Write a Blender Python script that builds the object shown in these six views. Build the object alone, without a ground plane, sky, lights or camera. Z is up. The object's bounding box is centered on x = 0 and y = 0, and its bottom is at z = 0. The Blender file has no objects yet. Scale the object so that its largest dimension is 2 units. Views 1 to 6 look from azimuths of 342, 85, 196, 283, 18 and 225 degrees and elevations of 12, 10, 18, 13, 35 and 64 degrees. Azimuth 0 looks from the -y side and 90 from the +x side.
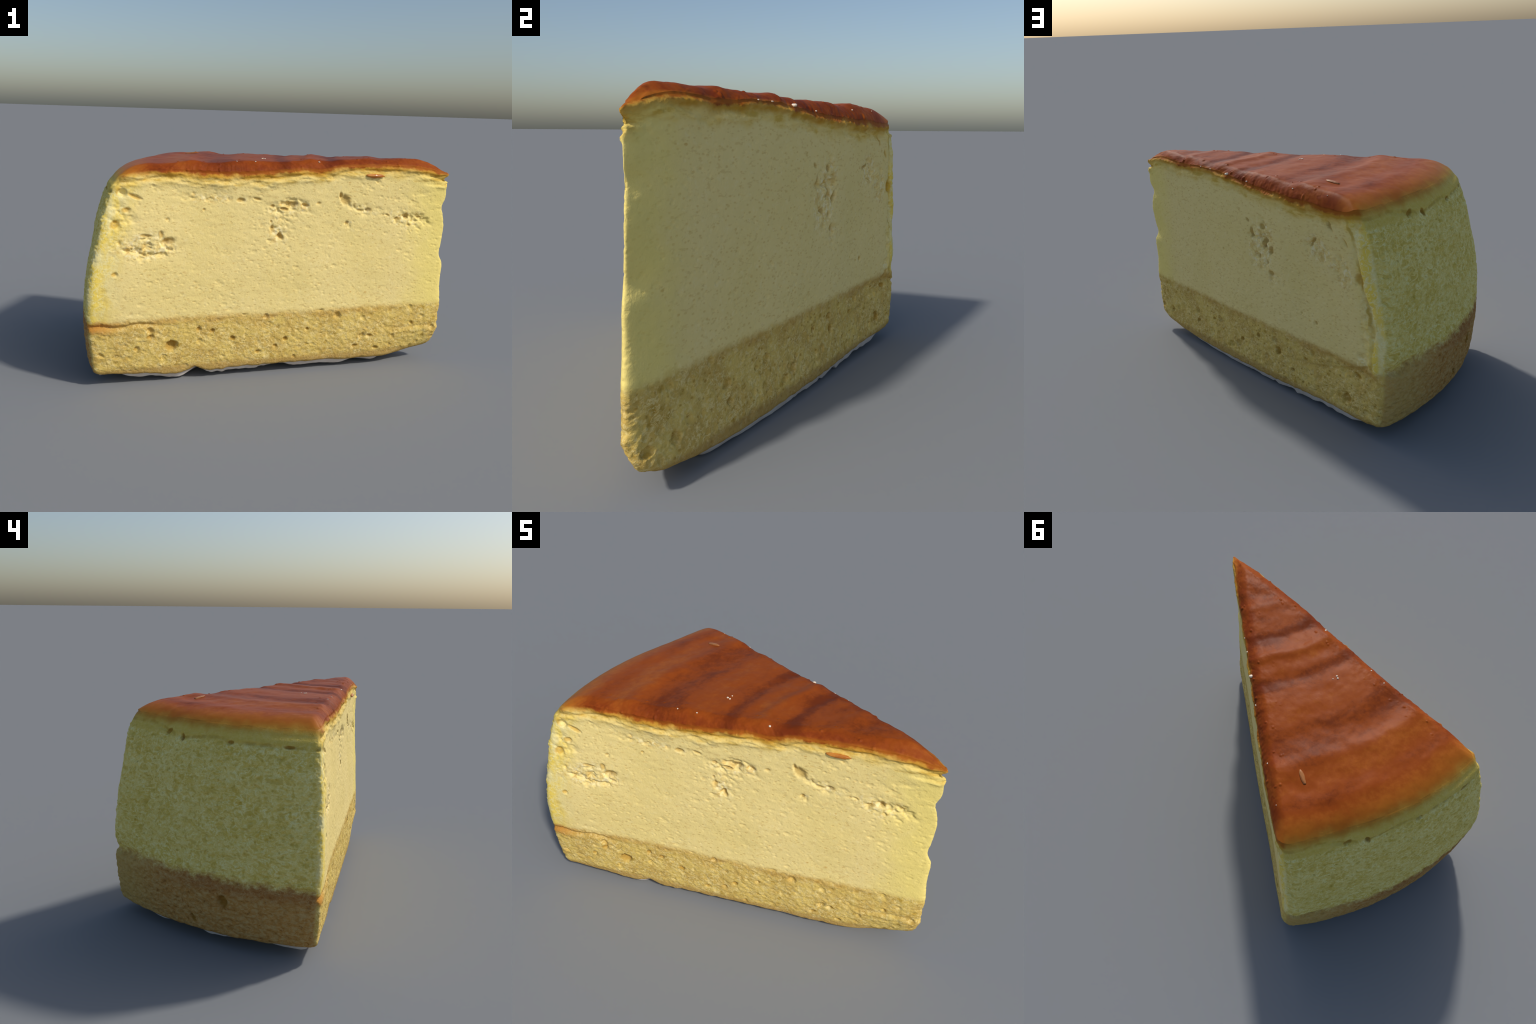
"""A wedge of tall cheesecake: glossy browned top, pale filling cut on two sides,
fluffy outer side, sponge base and a white paper liner under it.

The whole wedge is one closed surface: a cross-section (two cut planes and an outer arc,
smoothly joined) is evaluated at every height, a ridged height field closes the top and a
sagging liner closes the bottom.  Pores, torn patches, holes and crumb are displaced into
it, then the surface is split by region into named parts that share border vertices.
"""
import bpy
import math
import numpy as np

# ------------------------------------------------------------------ noise
def _hash(ix, iy, iz, seed):
    h = (ix.astype(np.uint32) * np.uint32(374761393) + iy.astype(np.uint32) * np.uint32(668265263)
         + iz.astype(np.uint32) * np.uint32(2147483647 - 5) + np.uint32((seed * 974634 + 12345) & 0xFFFFFFFF))
    h = (h ^ (h >> np.uint32(13))) * np.uint32(1274126177)
    h = (h ^ (h >> np.uint32(16))) * np.uint32(2246822519)
    h = h ^ (h >> np.uint32(15))
    return (h & np.uint32(0xFFFFFF)).astype(np.float32) / np.float32(0xFFFFFF)


def vnoise(p, seed=0):
    """Smooth value noise in -1..1 for an (N, 3) array."""
    p = p.astype(np.float32)
    i = np.floor(p)
    f = p - i
    i = i.astype(np.int32)
    w = f * f * f * (f * (f * 6 - 15) + 10)
    out = np.zeros(len(p), np.float32)
    for dx in (0, 1):
        wx = w[:, 0] if dx else 1 - w[:, 0]
        for dy in (0, 1):
            wy = wx * (w[:, 1] if dy else 1 - w[:, 1])
            for dz in (0, 1):
                wz = wy * (w[:, 2] if dz else 1 - w[:, 2])
                out += wz * _hash(i[:, 0] + dx, i[:, 1] + dy, i[:, 2] + dz, seed)
    return out * 2 - 1


def fbm(p, octaves=3, seed=0, gain=0.5):
    out, amp, tot = 0, 1.0, 0.0
    for o in range(octaves):
        out = out + amp * vnoise(p * (2.03 ** o) + 17.3 * o, seed + o)
        tot += amp
        amp *= gain
    return out / tot


def cells(p, seed=0):
    """Nearest feature point: distance and a random number of its cell."""
    p = p.astype(np.float32)
    i = np.floor(p).astype(np.int32)
    best = np.full(len(p), 9.0, np.float32)
    rnd = np.zeros(len(p), np.float32)
    for dx in (-1, 0, 1):
        for dy in (-1, 0, 1):
            for dz in (-1, 0, 1):
                a, b, c = i[:, 0] + dx, i[:, 1] + dy, i[:, 2] + dz
                qx = a + _hash(a, b, c, seed + 1) - p[:, 0]
                qy = b + _hash(a, b, c, seed + 2) - p[:, 1]
                qz = c + _hash(a, b, c, seed + 3) - p[:, 2]
                d = qx * qx + qy * qy + qz * qz
                near = d < best
                best = np.where(near, d, best)
                rnd = np.where(near, _hash(a, b, c, seed + 4), rnd)
    return np.sqrt(best), rnd


def sstep(a, b, x):
    t = np.clip((x - a) / (b - a), 0, 1)
    return t * t * (3 - 2 * t)


_tables = {}


def curve(x, pts):
    """Smooth curve through (x, y) control points, looked up in a dense table."""
    if id(pts) not in _tables:
        px, py = np.array(pts, float).T
        m = np.gradient(py, px)
        u = np.linspace(px[0], px[-1], 3000)
        k = np.clip(np.searchsorted(px, u) - 1, 0, len(px) - 2)
        h = px[k + 1] - px[k]
        t = (u - px[k]) / h
        v = ((2 * t**3 - 3 * t**2 + 1) * py[k] + (t**3 - 2 * t**2 + t) * h * m[k]
             + (-2 * t**3 + 3 * t**2) * py[k + 1] + (t**3 - t**2) * h * m[k + 1])
        _tables[id(pts)] = (u, v, pts)
    u, v, _ = _tables[id(pts)]
    return np.interp(x, u, v)


def smax(a, b, k):
    h = np.maximum(k - np.abs(a - b), 0) / k
    return np.maximum(a, b) + h * h * k * 0.25


# ------------------------------------------------------------------ the wedge
TIP = np.array([0.985, -0.545])                 # where the two cuts would meet
CUT = np.array([-1.535, 1.105]) / math.hypot(1.535, 1.105)   # direction of the rear cut
NRM = np.array([CUT[1], -CUT[0]])               # its outward normal
CENTRE = np.array([-0.18, -0.16])

WALL_R = [(0.0, 1.93), (0.06, 1.950), (0.12, 1.966), (0.21, 1.977), (0.34, 1.985), (0.42, 1.985), (0.55, 1.974),
          (0.65, 1.958), (0.75, 1.932), (0.87, 1.904), (0.97, 1.871), (1.01, 1.852), (1.04, 1.832), (1.06, 1.816), (1.075, 1.800), (1.09, 1.778), (1.13, 1.70)]
WALL_ARC = [(-2, -0.004), (0, 0.004), (5, 0.006), (13, -0.008), (21, -0.020), (28, -0.030), (33, -0.010), (36, 0.0), (40, 0.0)]
WALL_ARC_TOP = [(-2, -0.004), (0, 0.004), (5, 0.012), (13, 0.010), (21, -0.004), (28, -0.016), (33, -0.004), (36, 0.0), (40, 0.0)]
WALL_ARC_LOW = [(-2, 0.0), (0, 0.002), (5, 0.012), (13, 0.020), (21, 0.014), (30, 0.002), (36, -0.010), (40, -0.014)]
FRONT_Y = [(0.0, -0.565), (0.08, -0.571), (0.15, -0.574), (0.22, -0.574), (0.33, -0.571), (0.45, -0.565),
           (0.58, -0.560), (0.70, -0.552), (0.85, -0.546), (1.12, -0.545)]
REAR_LOW = [(0, 0.022), (0.1, 0.024), (0.2, 0.020), (0.46, 0.013), (0.89, 0.011), (1.15, 0.004), (1.5, -0.008), (1.8, -0.006), (2.1, 0.0)]
REAR_MID = [(0, 0.012), (0.1, 0.018), (0.3, 0.020), (0.6, 0.020), (0.9, 0.020), (1.15, 0.012), (1.5, -0.002), (1.8, -0.004), (2.1, 0.002)]
REAR_TOP = [(0, 0.012), (0.1, 0.020), (0.3, 0.026), (0.9, 0.024), (1.6, 0.024), (1.85, 0.012), (2.1, 0.010)]
TIP_WAVE = [(0.05, 0), (0.15, -0.008), (0.20, -0.006), (0.27, -0.008), (0.345, 0.0), (0.45, 0.0), (0.52, 0.004), (0.58, 0.006), (0.62, -0.014), (0.68, -0.004),
            (0.74, 0.008), (0.80, 0.014), (0.85, 0.004), (0.90, -0.006), (0.955, 0.014), (1.02, 0.008), (1.05, -0.002), (1.08, 0.018), (1.2, 0.014)]
FRONT_EDGE = [(-0.1, 1.075), (0.0, 1.080), (0.05, 1.094), (0.15, 1.112), (0.30, 1.122), (0.45, 1.126), (0.60, 1.124), (0.75, 1.100),
              (0.90, 1.100), (1.07, 1.086), (1.27, 1.080), (1.42, 1.086), (1.63, 1.097), (1.72, 1.090), (1.80, 1.074), (1.95, 1.06)]
REAR_EDGE = [(-0.1, 1.075), (0.0, 1.080), (0.05, 1.105), (0.15, 1.126), (0.38, 1.115), (0.69, 1.120), (0.85, 1.108), (1.07, 1.082),
             (1.33, 1.068), (1.55, 1.060), (1.72, 1.054), (1.80, 1.068), (2.0, 1.07)]
TOP_RINGS = [(0, 1.116), (0.06, 1.138), (0.12, 1.154), (0.19, 1.161), (0.26, 1.162), (0.33, 1.160), (0.39, 1.156), (0.455, 1.163), (0.50, 1.158),
             (0.57, 1.155), (0.62, 1.153), (0.66, 1.147), (0.70, 1.150), (0.74, 1.154), (0.775, 1.158), (0.82, 1.150), (0.90, 1.145), (0.95, 1.139), (1.0, 1.141),
             (1.13, 1.143), (1.22, 1.140), (1.30, 1.133), (1.37, 1.135), (1.43, 1.142), (1.49, 1.137), (1.56, 1.130), (1.62, 1.128), (1.66, 1.127),
             (1.70, 1.121), (1.74, 1.110), (1.77, 1.096), (1.80, 1.075), (1.83, 1.047), (1.88, 0.99)]
BASE_FRONT = [(-0.1, 0.050), (0.05, 0.045), (0.15, 0.042), (0.5, 0.045), (0.9, 0.049), (1.2, 0.048), (1.40, 0.050), (1.44, 0.066), (1.48, 0.050),
              (1.75, 0.054), (1.9, 0.062), (2.0, 0.068)]
BASE_REAR = [(-0.1, 0.050), (0.05, 0.043), (0.2, 0.036), (0.6, 0.032), (0.9, 0.036), (1.28, 0.046), (1.6, 0.062), (1.8, 0.058), (2.0, 0.065)]
TIP_BLUNT = [(0.0, 0.080), (0.12, 0.076), (0.25, 0.062), (0.45, 0.044), (0.6, 0.028), (0.8, 0.018), (0.95, 0.013), (1.05, 0.012), (1.2, 0.010)]
FRONT_SWELL = [(0.12, 0.0), (0.28, 0.010), (0.45, 0.023), (0.70, 0.024), (0.85, 0.018), (1.0, 0.010), (1.1, 0.0)]


def polar(x, y):
    return np.hypot(x - TIP[0], y - TIP[1]), np.degrees(np.arctan2(y - TIP[1], TIP[0] - x))


def swing(th, z):
    """How far the outer side leaves a true circle, by angle, at the foot, the middle and the shoulder."""
    mid_ = curve(th, WALL_ARC)
    return mid_ + (curve(th, WALL_ARC_LOW) - mid_) * sstep(0.46, 0.30, z) + (curve(th, WALL_ARC_TOP) - mid_) * sstep(0.62, 0.85, z)


def planes(x, y, z):
    """Signed distances to the front cut, the rear cut and the outer side (positive outside)."""
    rho, th = polar(x, y)
    x = x - curve(z, TIP_WAVE) * np.exp(-(rho / 0.07) ** 2)
    left = sstep(0.4, -0.9, x)
    fy = -0.55 + (curve(z, FRONT_Y) + 0.55) * (1 - 0.45 * left) + 0.012 * left * sstep(0.8, 1.05, z)
    fy = fy - curve(z, FRONT_SWELL) * sstep(-0.35, -0.92, x)
    fy = fy + 0.030 * sstep(0.55, 0.95, x) * sstep(0.22, 0.06, z)      # the toe turns in on the lit side
    front = fy - y
    ln = (x - TIP[0]) * CUT[0] + (y - TIP[1]) * CUT[1]
    lo, mi, up = curve(ln, REAR_LOW), curve(ln, REAR_MID), curve(ln, REAR_TOP)
    bulge = lo + (mi - lo) * sstep(0.2, 0.65, z) + (up - mi) * sstep(0.6, 1.08, z)
    bulge = bulge + 0.014 * sstep(0.24, 0.06, z) * sstep(1.95, 1.6, ln)
    rear = (x - TIP[0]) * NRM[0] + (y - TIP[1]) * NRM[1] - bulge
    notch = 0.020 * np.exp(-((z - 0.365) / 0.03) ** 2) * sstep(22, 33, th)
    side = rho - curve(z, WALL_R) - swing(th, z) + notch
    return front, rear, side


def body(x, y, z):
    front, rear, side = planes(x, y, z)
    _, th = polar(x, y)
    return smax(smax(front, rear, curve(z, TIP_BLUNT)), side, 0.035 + (0.042 + 0.018 * sstep(0.30, 0.5, z) * sstep(1.0, 0.85, z)) * sstep(14, 27, th))


def outline(angle, z, inset, guess=None):
    """Distance from CENTRE along each angle to the body's outline, for arrays of one shape."""
    ca, sa = np.cos(angle), np.sin(angle)
    if guess is None:
        lo, hi, turns = np.zeros_like(z), np.full_like(z, 1.9), 24
    else:
        lo, hi, turns = np.broadcast_to(guess - 0.26, z.shape), np.broadcast_to(guess + 0.10, z.shape), 13
    for _ in range(turns):
        mid = 0.5 * (lo + hi)
        out = body(CENTRE[0] + ca * mid, CENTRE[1] + sa * mid, z) + inset > 0
        hi, lo = np.where(out, mid, hi), np.where(out, lo, mid)
    return 0.5 * (lo + hi)


# columns: evenly spaced along the outline at mid height
NS = 1240
a0 = np.linspace(0, 2 * math.pi, 8001)
d0 = outline(a0, np.full_like(a0, 0.55), np.zeros_like(a0))
px, py = CENTRE[0] + d0 * np.cos(a0), CENTRE[1] + d0 * np.sin(a0)
arc = np.concatenate([[0], np.cumsum(np.hypot(np.diff(px), np.diff(py)))])
ANG = np.interp(np.arange(NS) * arc[-1] / NS, arc, a0)


def blur(v, n):
    k = np.hanning(2 * n + 3)
    k /= k.sum()
    return np.convolve(np.concatenate([v[-n - 1:], v, v[:n + 1]]), k, "valid")


def rim(z_at, front_curve, rear_curve, side_height):
    d = outline(ANG, np.full(NS, z_at), np.zeros(NS))
    x, y = CENTRE[0] + d * np.cos(ANG), CENTRE[1] + d * np.sin(ANG)
    rho, th = polar(x, y)
    f, r, s = planes(x, y, np.full(NS, z_at))
    f_h, r_h = curve(rho, front_curve), curve(rho, rear_curve)
    cutw = sstep(-0.03, 0.03, r - f) if z_at > 0.5 else sstep(-0.05, 0.05, r - f)
    h = f_h + (r_h - f_h) * cutw
    h = h + (side_height - h) * sstep(-0.02, 0.04, s - np.maximum(f, r))
    return blur(h, 5), rho, blur(sstep(-0.02, 0.04, s - np.maximum(f, r)), 5)


z_top, rho_top, at_side = rim(1.075, FRONT_EDGE, REAR_EDGE, 1.075)
z_base, rho_base, _ = rim(0.12, BASE_FRONT, BASE_REAR, 0.064)
rp = np.stack([np.cos(ANG) * 9, np.sin(ANG) * 9, np.zeros(NS)], 1)
z_top = z_top + 0.0075 * fbm(rp * 2.8, 4, 5, 0.6) * (1 - at_side)
z_base = z_base + 0.006 * fbm(rp * 1.6, 3, 9)
ROUND = 0.018 + 0.062 * np.exp(-(rho_base / 0.21) ** 2)          # lower edge radius, wider at the tip

rows_z, rows_in = [], []
NB = 9
for j in range(NB):                                              # rounded lower edge
    t = j / NB * math.pi / 2
    rows_z.append(z_base + ROUND * (1 - math.cos(t)))
    rows_in.append(ROUND * (1 - math.sin(t)))
NW = 240
z0 = z_base + ROUND
for j in range(NW):                                              # walls
    t = j / (NW - 1)
    rows_z.append(z0 + (z_top - z0) * t)
    rows_in.append(0.004 * np.clip((t - 0.985) / 0.015, 0, 1) ** 2 * (1 - at_side))
RZ, RI = np.array(rows_z), np.array(rows_in)
DIST = outline(np.broadcast_to(ANG, RZ.shape), RZ, RI, outline(ANG, np.full(NS, 0.4), np.zeros(NS)))
WALL = np.stack([CENTRE[0] + DIST * np.cos(ANG), CENTRE[1] + DIST * np.sin(ANG), RZ], -1)

# top: rings shrinking to the centre, height from the ridged crown
NT = 136
edge = WALL[-1]
top = []
for j in range(1, NT + 1):
    t = (j / NT) ** 1.55
    q = edge[:, :2] + (CENTRE - edge[:, :2]) * (t * 0.9985)
    x, y = q[:, 0], q[:, 1]
    f, r, s = planes(x, y, np.full(NS, 1.075))
    rho, th = polar(x, y)
    depth = np.maximum(-smax(smax(f, r, 0.03), s, 0.03), 0)
    wob = 0.030 * fbm(np.stack([x * 2.6, y * 2.6, x * 0 + 3.1], 1), 2, 21)
    wob = wob * sstep(1.80, 1.55, rho)
    crown = curve(rho + wob - curve(th, WALL_ARC_TOP), TOP_RINGS)
    crown = crown + 0.0040 * sstep(1.80, 1.66, rho) * fbm(np.stack([x * 9, y * 9, x * 0], 1), 3, 31)
    u = np.clip(depth / 0.062, 0, 1)
    g = (1 - (1 - u) ** 2) ** 0.85
    g = g + (1 - g) * at_side
    top.append(np.stack([x, y, z_top + (crown - z_top) * g], -1))
TOP = np.array(top)

# bottom: a thin liner that shows as a pale lip, sagging to the table
NL = 46
low = WALL[0]
bottom = []
fL, rL, sL = planes(low[:, 0], low[:, 1], np.full(NS, 0.12))
rhoL, thL = polar(low[:, 0], low[:, 1])
rear_w = sstep(-0.02, 0.05, rL - fL) * sstep(0.02, -0.05, sL - rL)
front_w = sstep(-0.02, 0.05, fL - rL) * sstep(0.02, -0.05, sL - fL)
spans = (sstep(-0.88, -0.80, low[:, 0]) * sstep(-0.45, -0.53, low[:, 0]) + 0.75 * sstep(-0.44, -0.34, low[:, 0]) * sstep(0.02, -0.10, low[:, 0])
         + sstep(0.05, 0.16, low[:, 0]) * sstep(0.52, 0.42, low[:, 0]) + 0.8 * sstep(0.56, 0.66, low[:, 0]) * sstep(0.88, 0.78, low[:, 0]))
lip = 0.006 + front_w * 0.019 * spans + rear_w * 0.030 * sstep(0.12, 0.35, rhoL) * sstep(1.9, 1.7, rhoL)
lip = lip + (1 - front_w - rear_w).clip(0, 1) * 0.016 * np.clip(np.sin(thL * 0.55) + 0.2, 0, 1)
lip = blur(lip * (1 + 0.3 * fbm(rp * 1.3, 2, 77)), 4)
for j in range(1, NL + 1):
    t = (j / NL) ** 2.0
    ins = np.full(NS, 0.9985 * t)
    q = low[:, :2] + (CENTRE - low[:, :2]) * ins[:, None]
    dist = np.linalg.norm(q - low[:, :2], axis=1)
    f, r, s = planes(q[:, 0], q[:, 1], np.full(NS, 0.12))
    dep = -np.maximum(np.maximum(f, r), s)
    dep = np.maximum(dep + np.maximum(np.maximum(fL, rL), sL), 0)
    sag = lip * sstep(0.003, 0.015, dep)
    zz = z_base - sag
    flat = 0.004 * (1 + vnoise(np.stack([q[:, 0] * 5, q[:, 1] * 5, q[:, 0] * 0], 1), 55)) * (1 - t)
    zz = zz + (flat - zz) * sstep(0.03, 0.24, dep)
    zz = np.maximum(zz, 0.004 + 0.003 * np.sin(q[:, 0] * 23) * np.sin(q[:, 1] * 19))
    bottom.append(np.stack([q[:, 0], q[:, 1], zz], -1))
BOTTOM = np.array(bottom)[::-1]

GRID = np.concatenate([BOTTOM, WALL, TOP])
NR = len(GRID)
W0, W1 = NL, NL + NB + NW                                        # wall rows


def grid_normals(g):
    ds = np.roll(g, -1, 1) - np.roll(g, 1, 1)
    dr = np.gradient(g, axis=0)
    n = np.cross(ds, dr)
    return n / (np.linalg.norm(n, axis=-1, keepdims=True) + 1e-12)


# ------------------------------------------------------------------ relief
# holes: (along, height, half width, half height, turn, depth)
FRONT_HOLES = [
    (-0.821, 0.990, 0.026, 0.022, 0, 0.030), (-0.755, 0.968, 0.040, 0.010, -25, 0.014), (-0.798, 0.904, 0.022, 0.014, 0, 0.014),
    (-0.852, 0.832, 0.030, 0.022, 20, 0.016), (-0.861, 0.587, 0.015, 0.013, 0, 0.012), (-0.594, 0.854, 0.012, 0.010, 0, 0.008),
    (-0.404, 0.899, 0.011, 0.009, 20, 0.010), (-0.209, 0.946, 0.026, 0.012, 0, 0.014), (-0.118, 0.950, 0.024, 0.009, -10, 0.012),
    (0.069, 0.921, 0.044, 0.020, 5, 0.022), (0.030, 0.897, 0.030, 0.012, -10, 0.020), (-0.034, 0.913, 0.016, 0.010, 0, 0.014),
    (0.150, 0.915, 0.022, 0.010, -8, 0.012), (0.225, 0.926, 0.018, 0.010, 10, 0.009), (0.379, 0.944, 0.036, 0.030, -35, 0.020),
    (0.352, 0.965, 0.010, 0.022, 0, 0.016), (0.467, 0.885, 0.028, 0.009, -8, 0.010), (0.520, 0.888, 0.022, 0.012, 0, 0.013),
    (0.753, 0.850, 0.018, 0.020, 0, 0.018), (0.700, 0.836, 0.022, 0.010, 0, 0.014), (0.774, 0.800, 0.014, 0.009, 0, 0.010),
    (0.636, 0.858, 0.018, 0.008, -15, 0.010), (0.840, 0.842, 0.020, 0.008, 10, 0.010), (-0.041, 0.833, 0.010, 0.010, 0, 0.011),
    (0.012, 0.752, 0.024, 0.015, -50, 0.020), (-0.035, 0.795, 0.012, 0.020, 0, 0.010), (0.392, 0.818, 0.015, 0.009, 40, 0.012),
    (-0.585, 0.745, 0.034, 0.020, 0, 0.018), (-0.625, 0.780, 0.012, 0.022, 15, 0.014), (-0.700, 0.774, 0.036, 0.010, -8, 0.012),
    (-0.570, 0.200, 0.036, 0.030, 0, 0.034), (-0.427, 0.277, 0.015, 0.013, 0, 0.012), (-0.354, 0.263, 0.017, 0.014, 0, 0.014),
    (-0.242, 0.214, 0.020, 0.014, -10, 0.015), (-0.757, 0.194, 0.013, 0.012, 0, 0.010), (-0.688, 0.253, 0.018, 0.010, 10, 0.011),
    (0.054, 0.192, 0.016, 0.013, 0, 0.014), (-0.003, 0.157, 0.014, 0.010, 0, 0.010), (0.827, 0.236, 0.012, 0.012, 0, 0.012),
    (0.469, 0.124, 0.020, 0.010, 20, 0.011), (0.603, 0.104, 0.020, 0.011, 0, 0.012), (0.108, 0.088, 0.012, 0.009, 0, 0.010),
    (0.560, 0.178, 0.018, 0.010, 0, 0.010), (0.18, 0.24, 0.012, 0.010, 0, 0.010), (-0.10, 0.13, 0.018, 0.010, 0, 0.010)]
REAR_HOLES = [
    (1.045, 0.838, 0.014, 0.032, 0, 0.016), (1.137, 0.885, 0.022, 0.018, -20, 0.014), (1.146, 0.800, 0.018, 0.030, -10, 0.018),
    (1.196, 0.770, 0.018, 0.030, -25, 0.020), (1.185, 0.645, 0.020, 0.018, 0, 0.012), (1.10, 0.72, 0.018, 0.020, 0, 0.010),
    (1.16, 0.700, 0.014, 0.016, 0, 0.010), (1.020, 0.900, 0.022, 0.012, -30, 0.010),
    (1.515, 0.884, 0.010, 0.036, -38, 0.014), (1.811, 0.770, 0.032, 0.032, -35, 0.026), (1.640, 0.985, 0.036, 0.010, -48, 0.012),
    (1.735, 0.925, 0.030, 0.009, -50, 0.010), (1.51, 0.467, 0.013, 0.012, 0, 0.012), (1.212, 0.214, 0.022, 0.022, 0, 0.020),
    (0.901, 0.186, 0.014, 0.015, 0, 0.012), (1.047, 0.253, 0.016, 0.017, 0, 0.014), (1.725, 0.151, 0.028, 0.026, 0, 0.024),
    (1.79, 0.292, 0.030, 0.014, -15, 0.016), (0.775, 0.690, 0.008, 0.008, 0, 0.006), (1.405, 0.489, 0.010, 0.010, 0, 0.008),
    (0.45, 0.16, 0.016, 0.014, 0, 0.012), (0.62, 0.22, 0.014, 0.012, 0, 0.010), (1.42, 0.24, 0.016, 0.013, 0, 0.012), (1.33, 0.15, 0.014, 0.012, 0, 0.010)]
# on the outer side: (angle in degrees * 0.0342 -> metres, height ...)
SIDE_HOLES = [
    (0.434, 0.251, 0.030, 0.036, 0, 0.030), (0.608, 0.128, 0.014, 0.026, -25, 0.020), (0.87, 1.010, 0.026, 0.013, -28, 0.014),
    (0.76, 0.993, 0.014, 0.020, -15, 0.020), (0.458, 0.998, 0.022, 0.010, -10, 0.012), (0.150, 0.997, 0.030, 0.009, 0, 0.012)]
SIDE_CRACK = [(-0.1, 0.992), (0.02, 0.993), (0.15, 0.998), (0.31, 1.001), (0.46, 1.001), (0.53, 1.014), (0.67, 1.003), (0.76, 0.995), (0.86, 1.012), (1.0, 1.038), (1.2, 1.04)]
# torn, crumbly patches: (along, height, half width, half height, turn, strength)
FRONT_TORN = [
    (-0.72, 0.72, 0.20, 0.075, 0, 1.0), (-0.35, 0.955, 0.24, 0.032, -4, 0.55), (0.07, 0.905, 0.14, 0.045, 0, 0.8), (0.0, 0.77, 0.07, 0.10, 20, 0.7),
    (0.48, 0.89, 0.16, 0.035, -12, 0.5), (0.76, 0.83, 0.15, 0.065, -6, 0.8), (0.40, 0.81, 0.04, 0.04, 0, 0.5), (-0.83, 0.85, 0.08, 0.10, 0, 0.45),
    (0.84, 0.95, 0.12, 0.06, 0, 0.25)]
REAR_TORN = [(1.12, 0.78, 0.11, 0.16, -18, 1.0), (1.56, 0.85, 0.12, 0.08, -30, 0.8), (1.70, 0.78, 0.10, 0.09, -20, 0.7), (1.20, 0.62, 0.07, 0.06, 0, 0.5), (1.86, 0.62, 0.05, 0.20, 0, 0.6), (1.84, 0.36, 0.07, 0.06, 0, 0.8), (1.70, 0.29, 0.14, 0.03, -12, 0.6)]


def ellipse(u, v, e, warp):
    c, s = math.cos(math.radians(e[4])), math.sin(math.radians(e[4]))
    du, dv = u - e[0], v - e[1]
    return np.sqrt(((c * du + s * dv) / e[2]) ** 2 + ((-s * du + c * dv) / e[3]) ** 2) + warp


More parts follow.
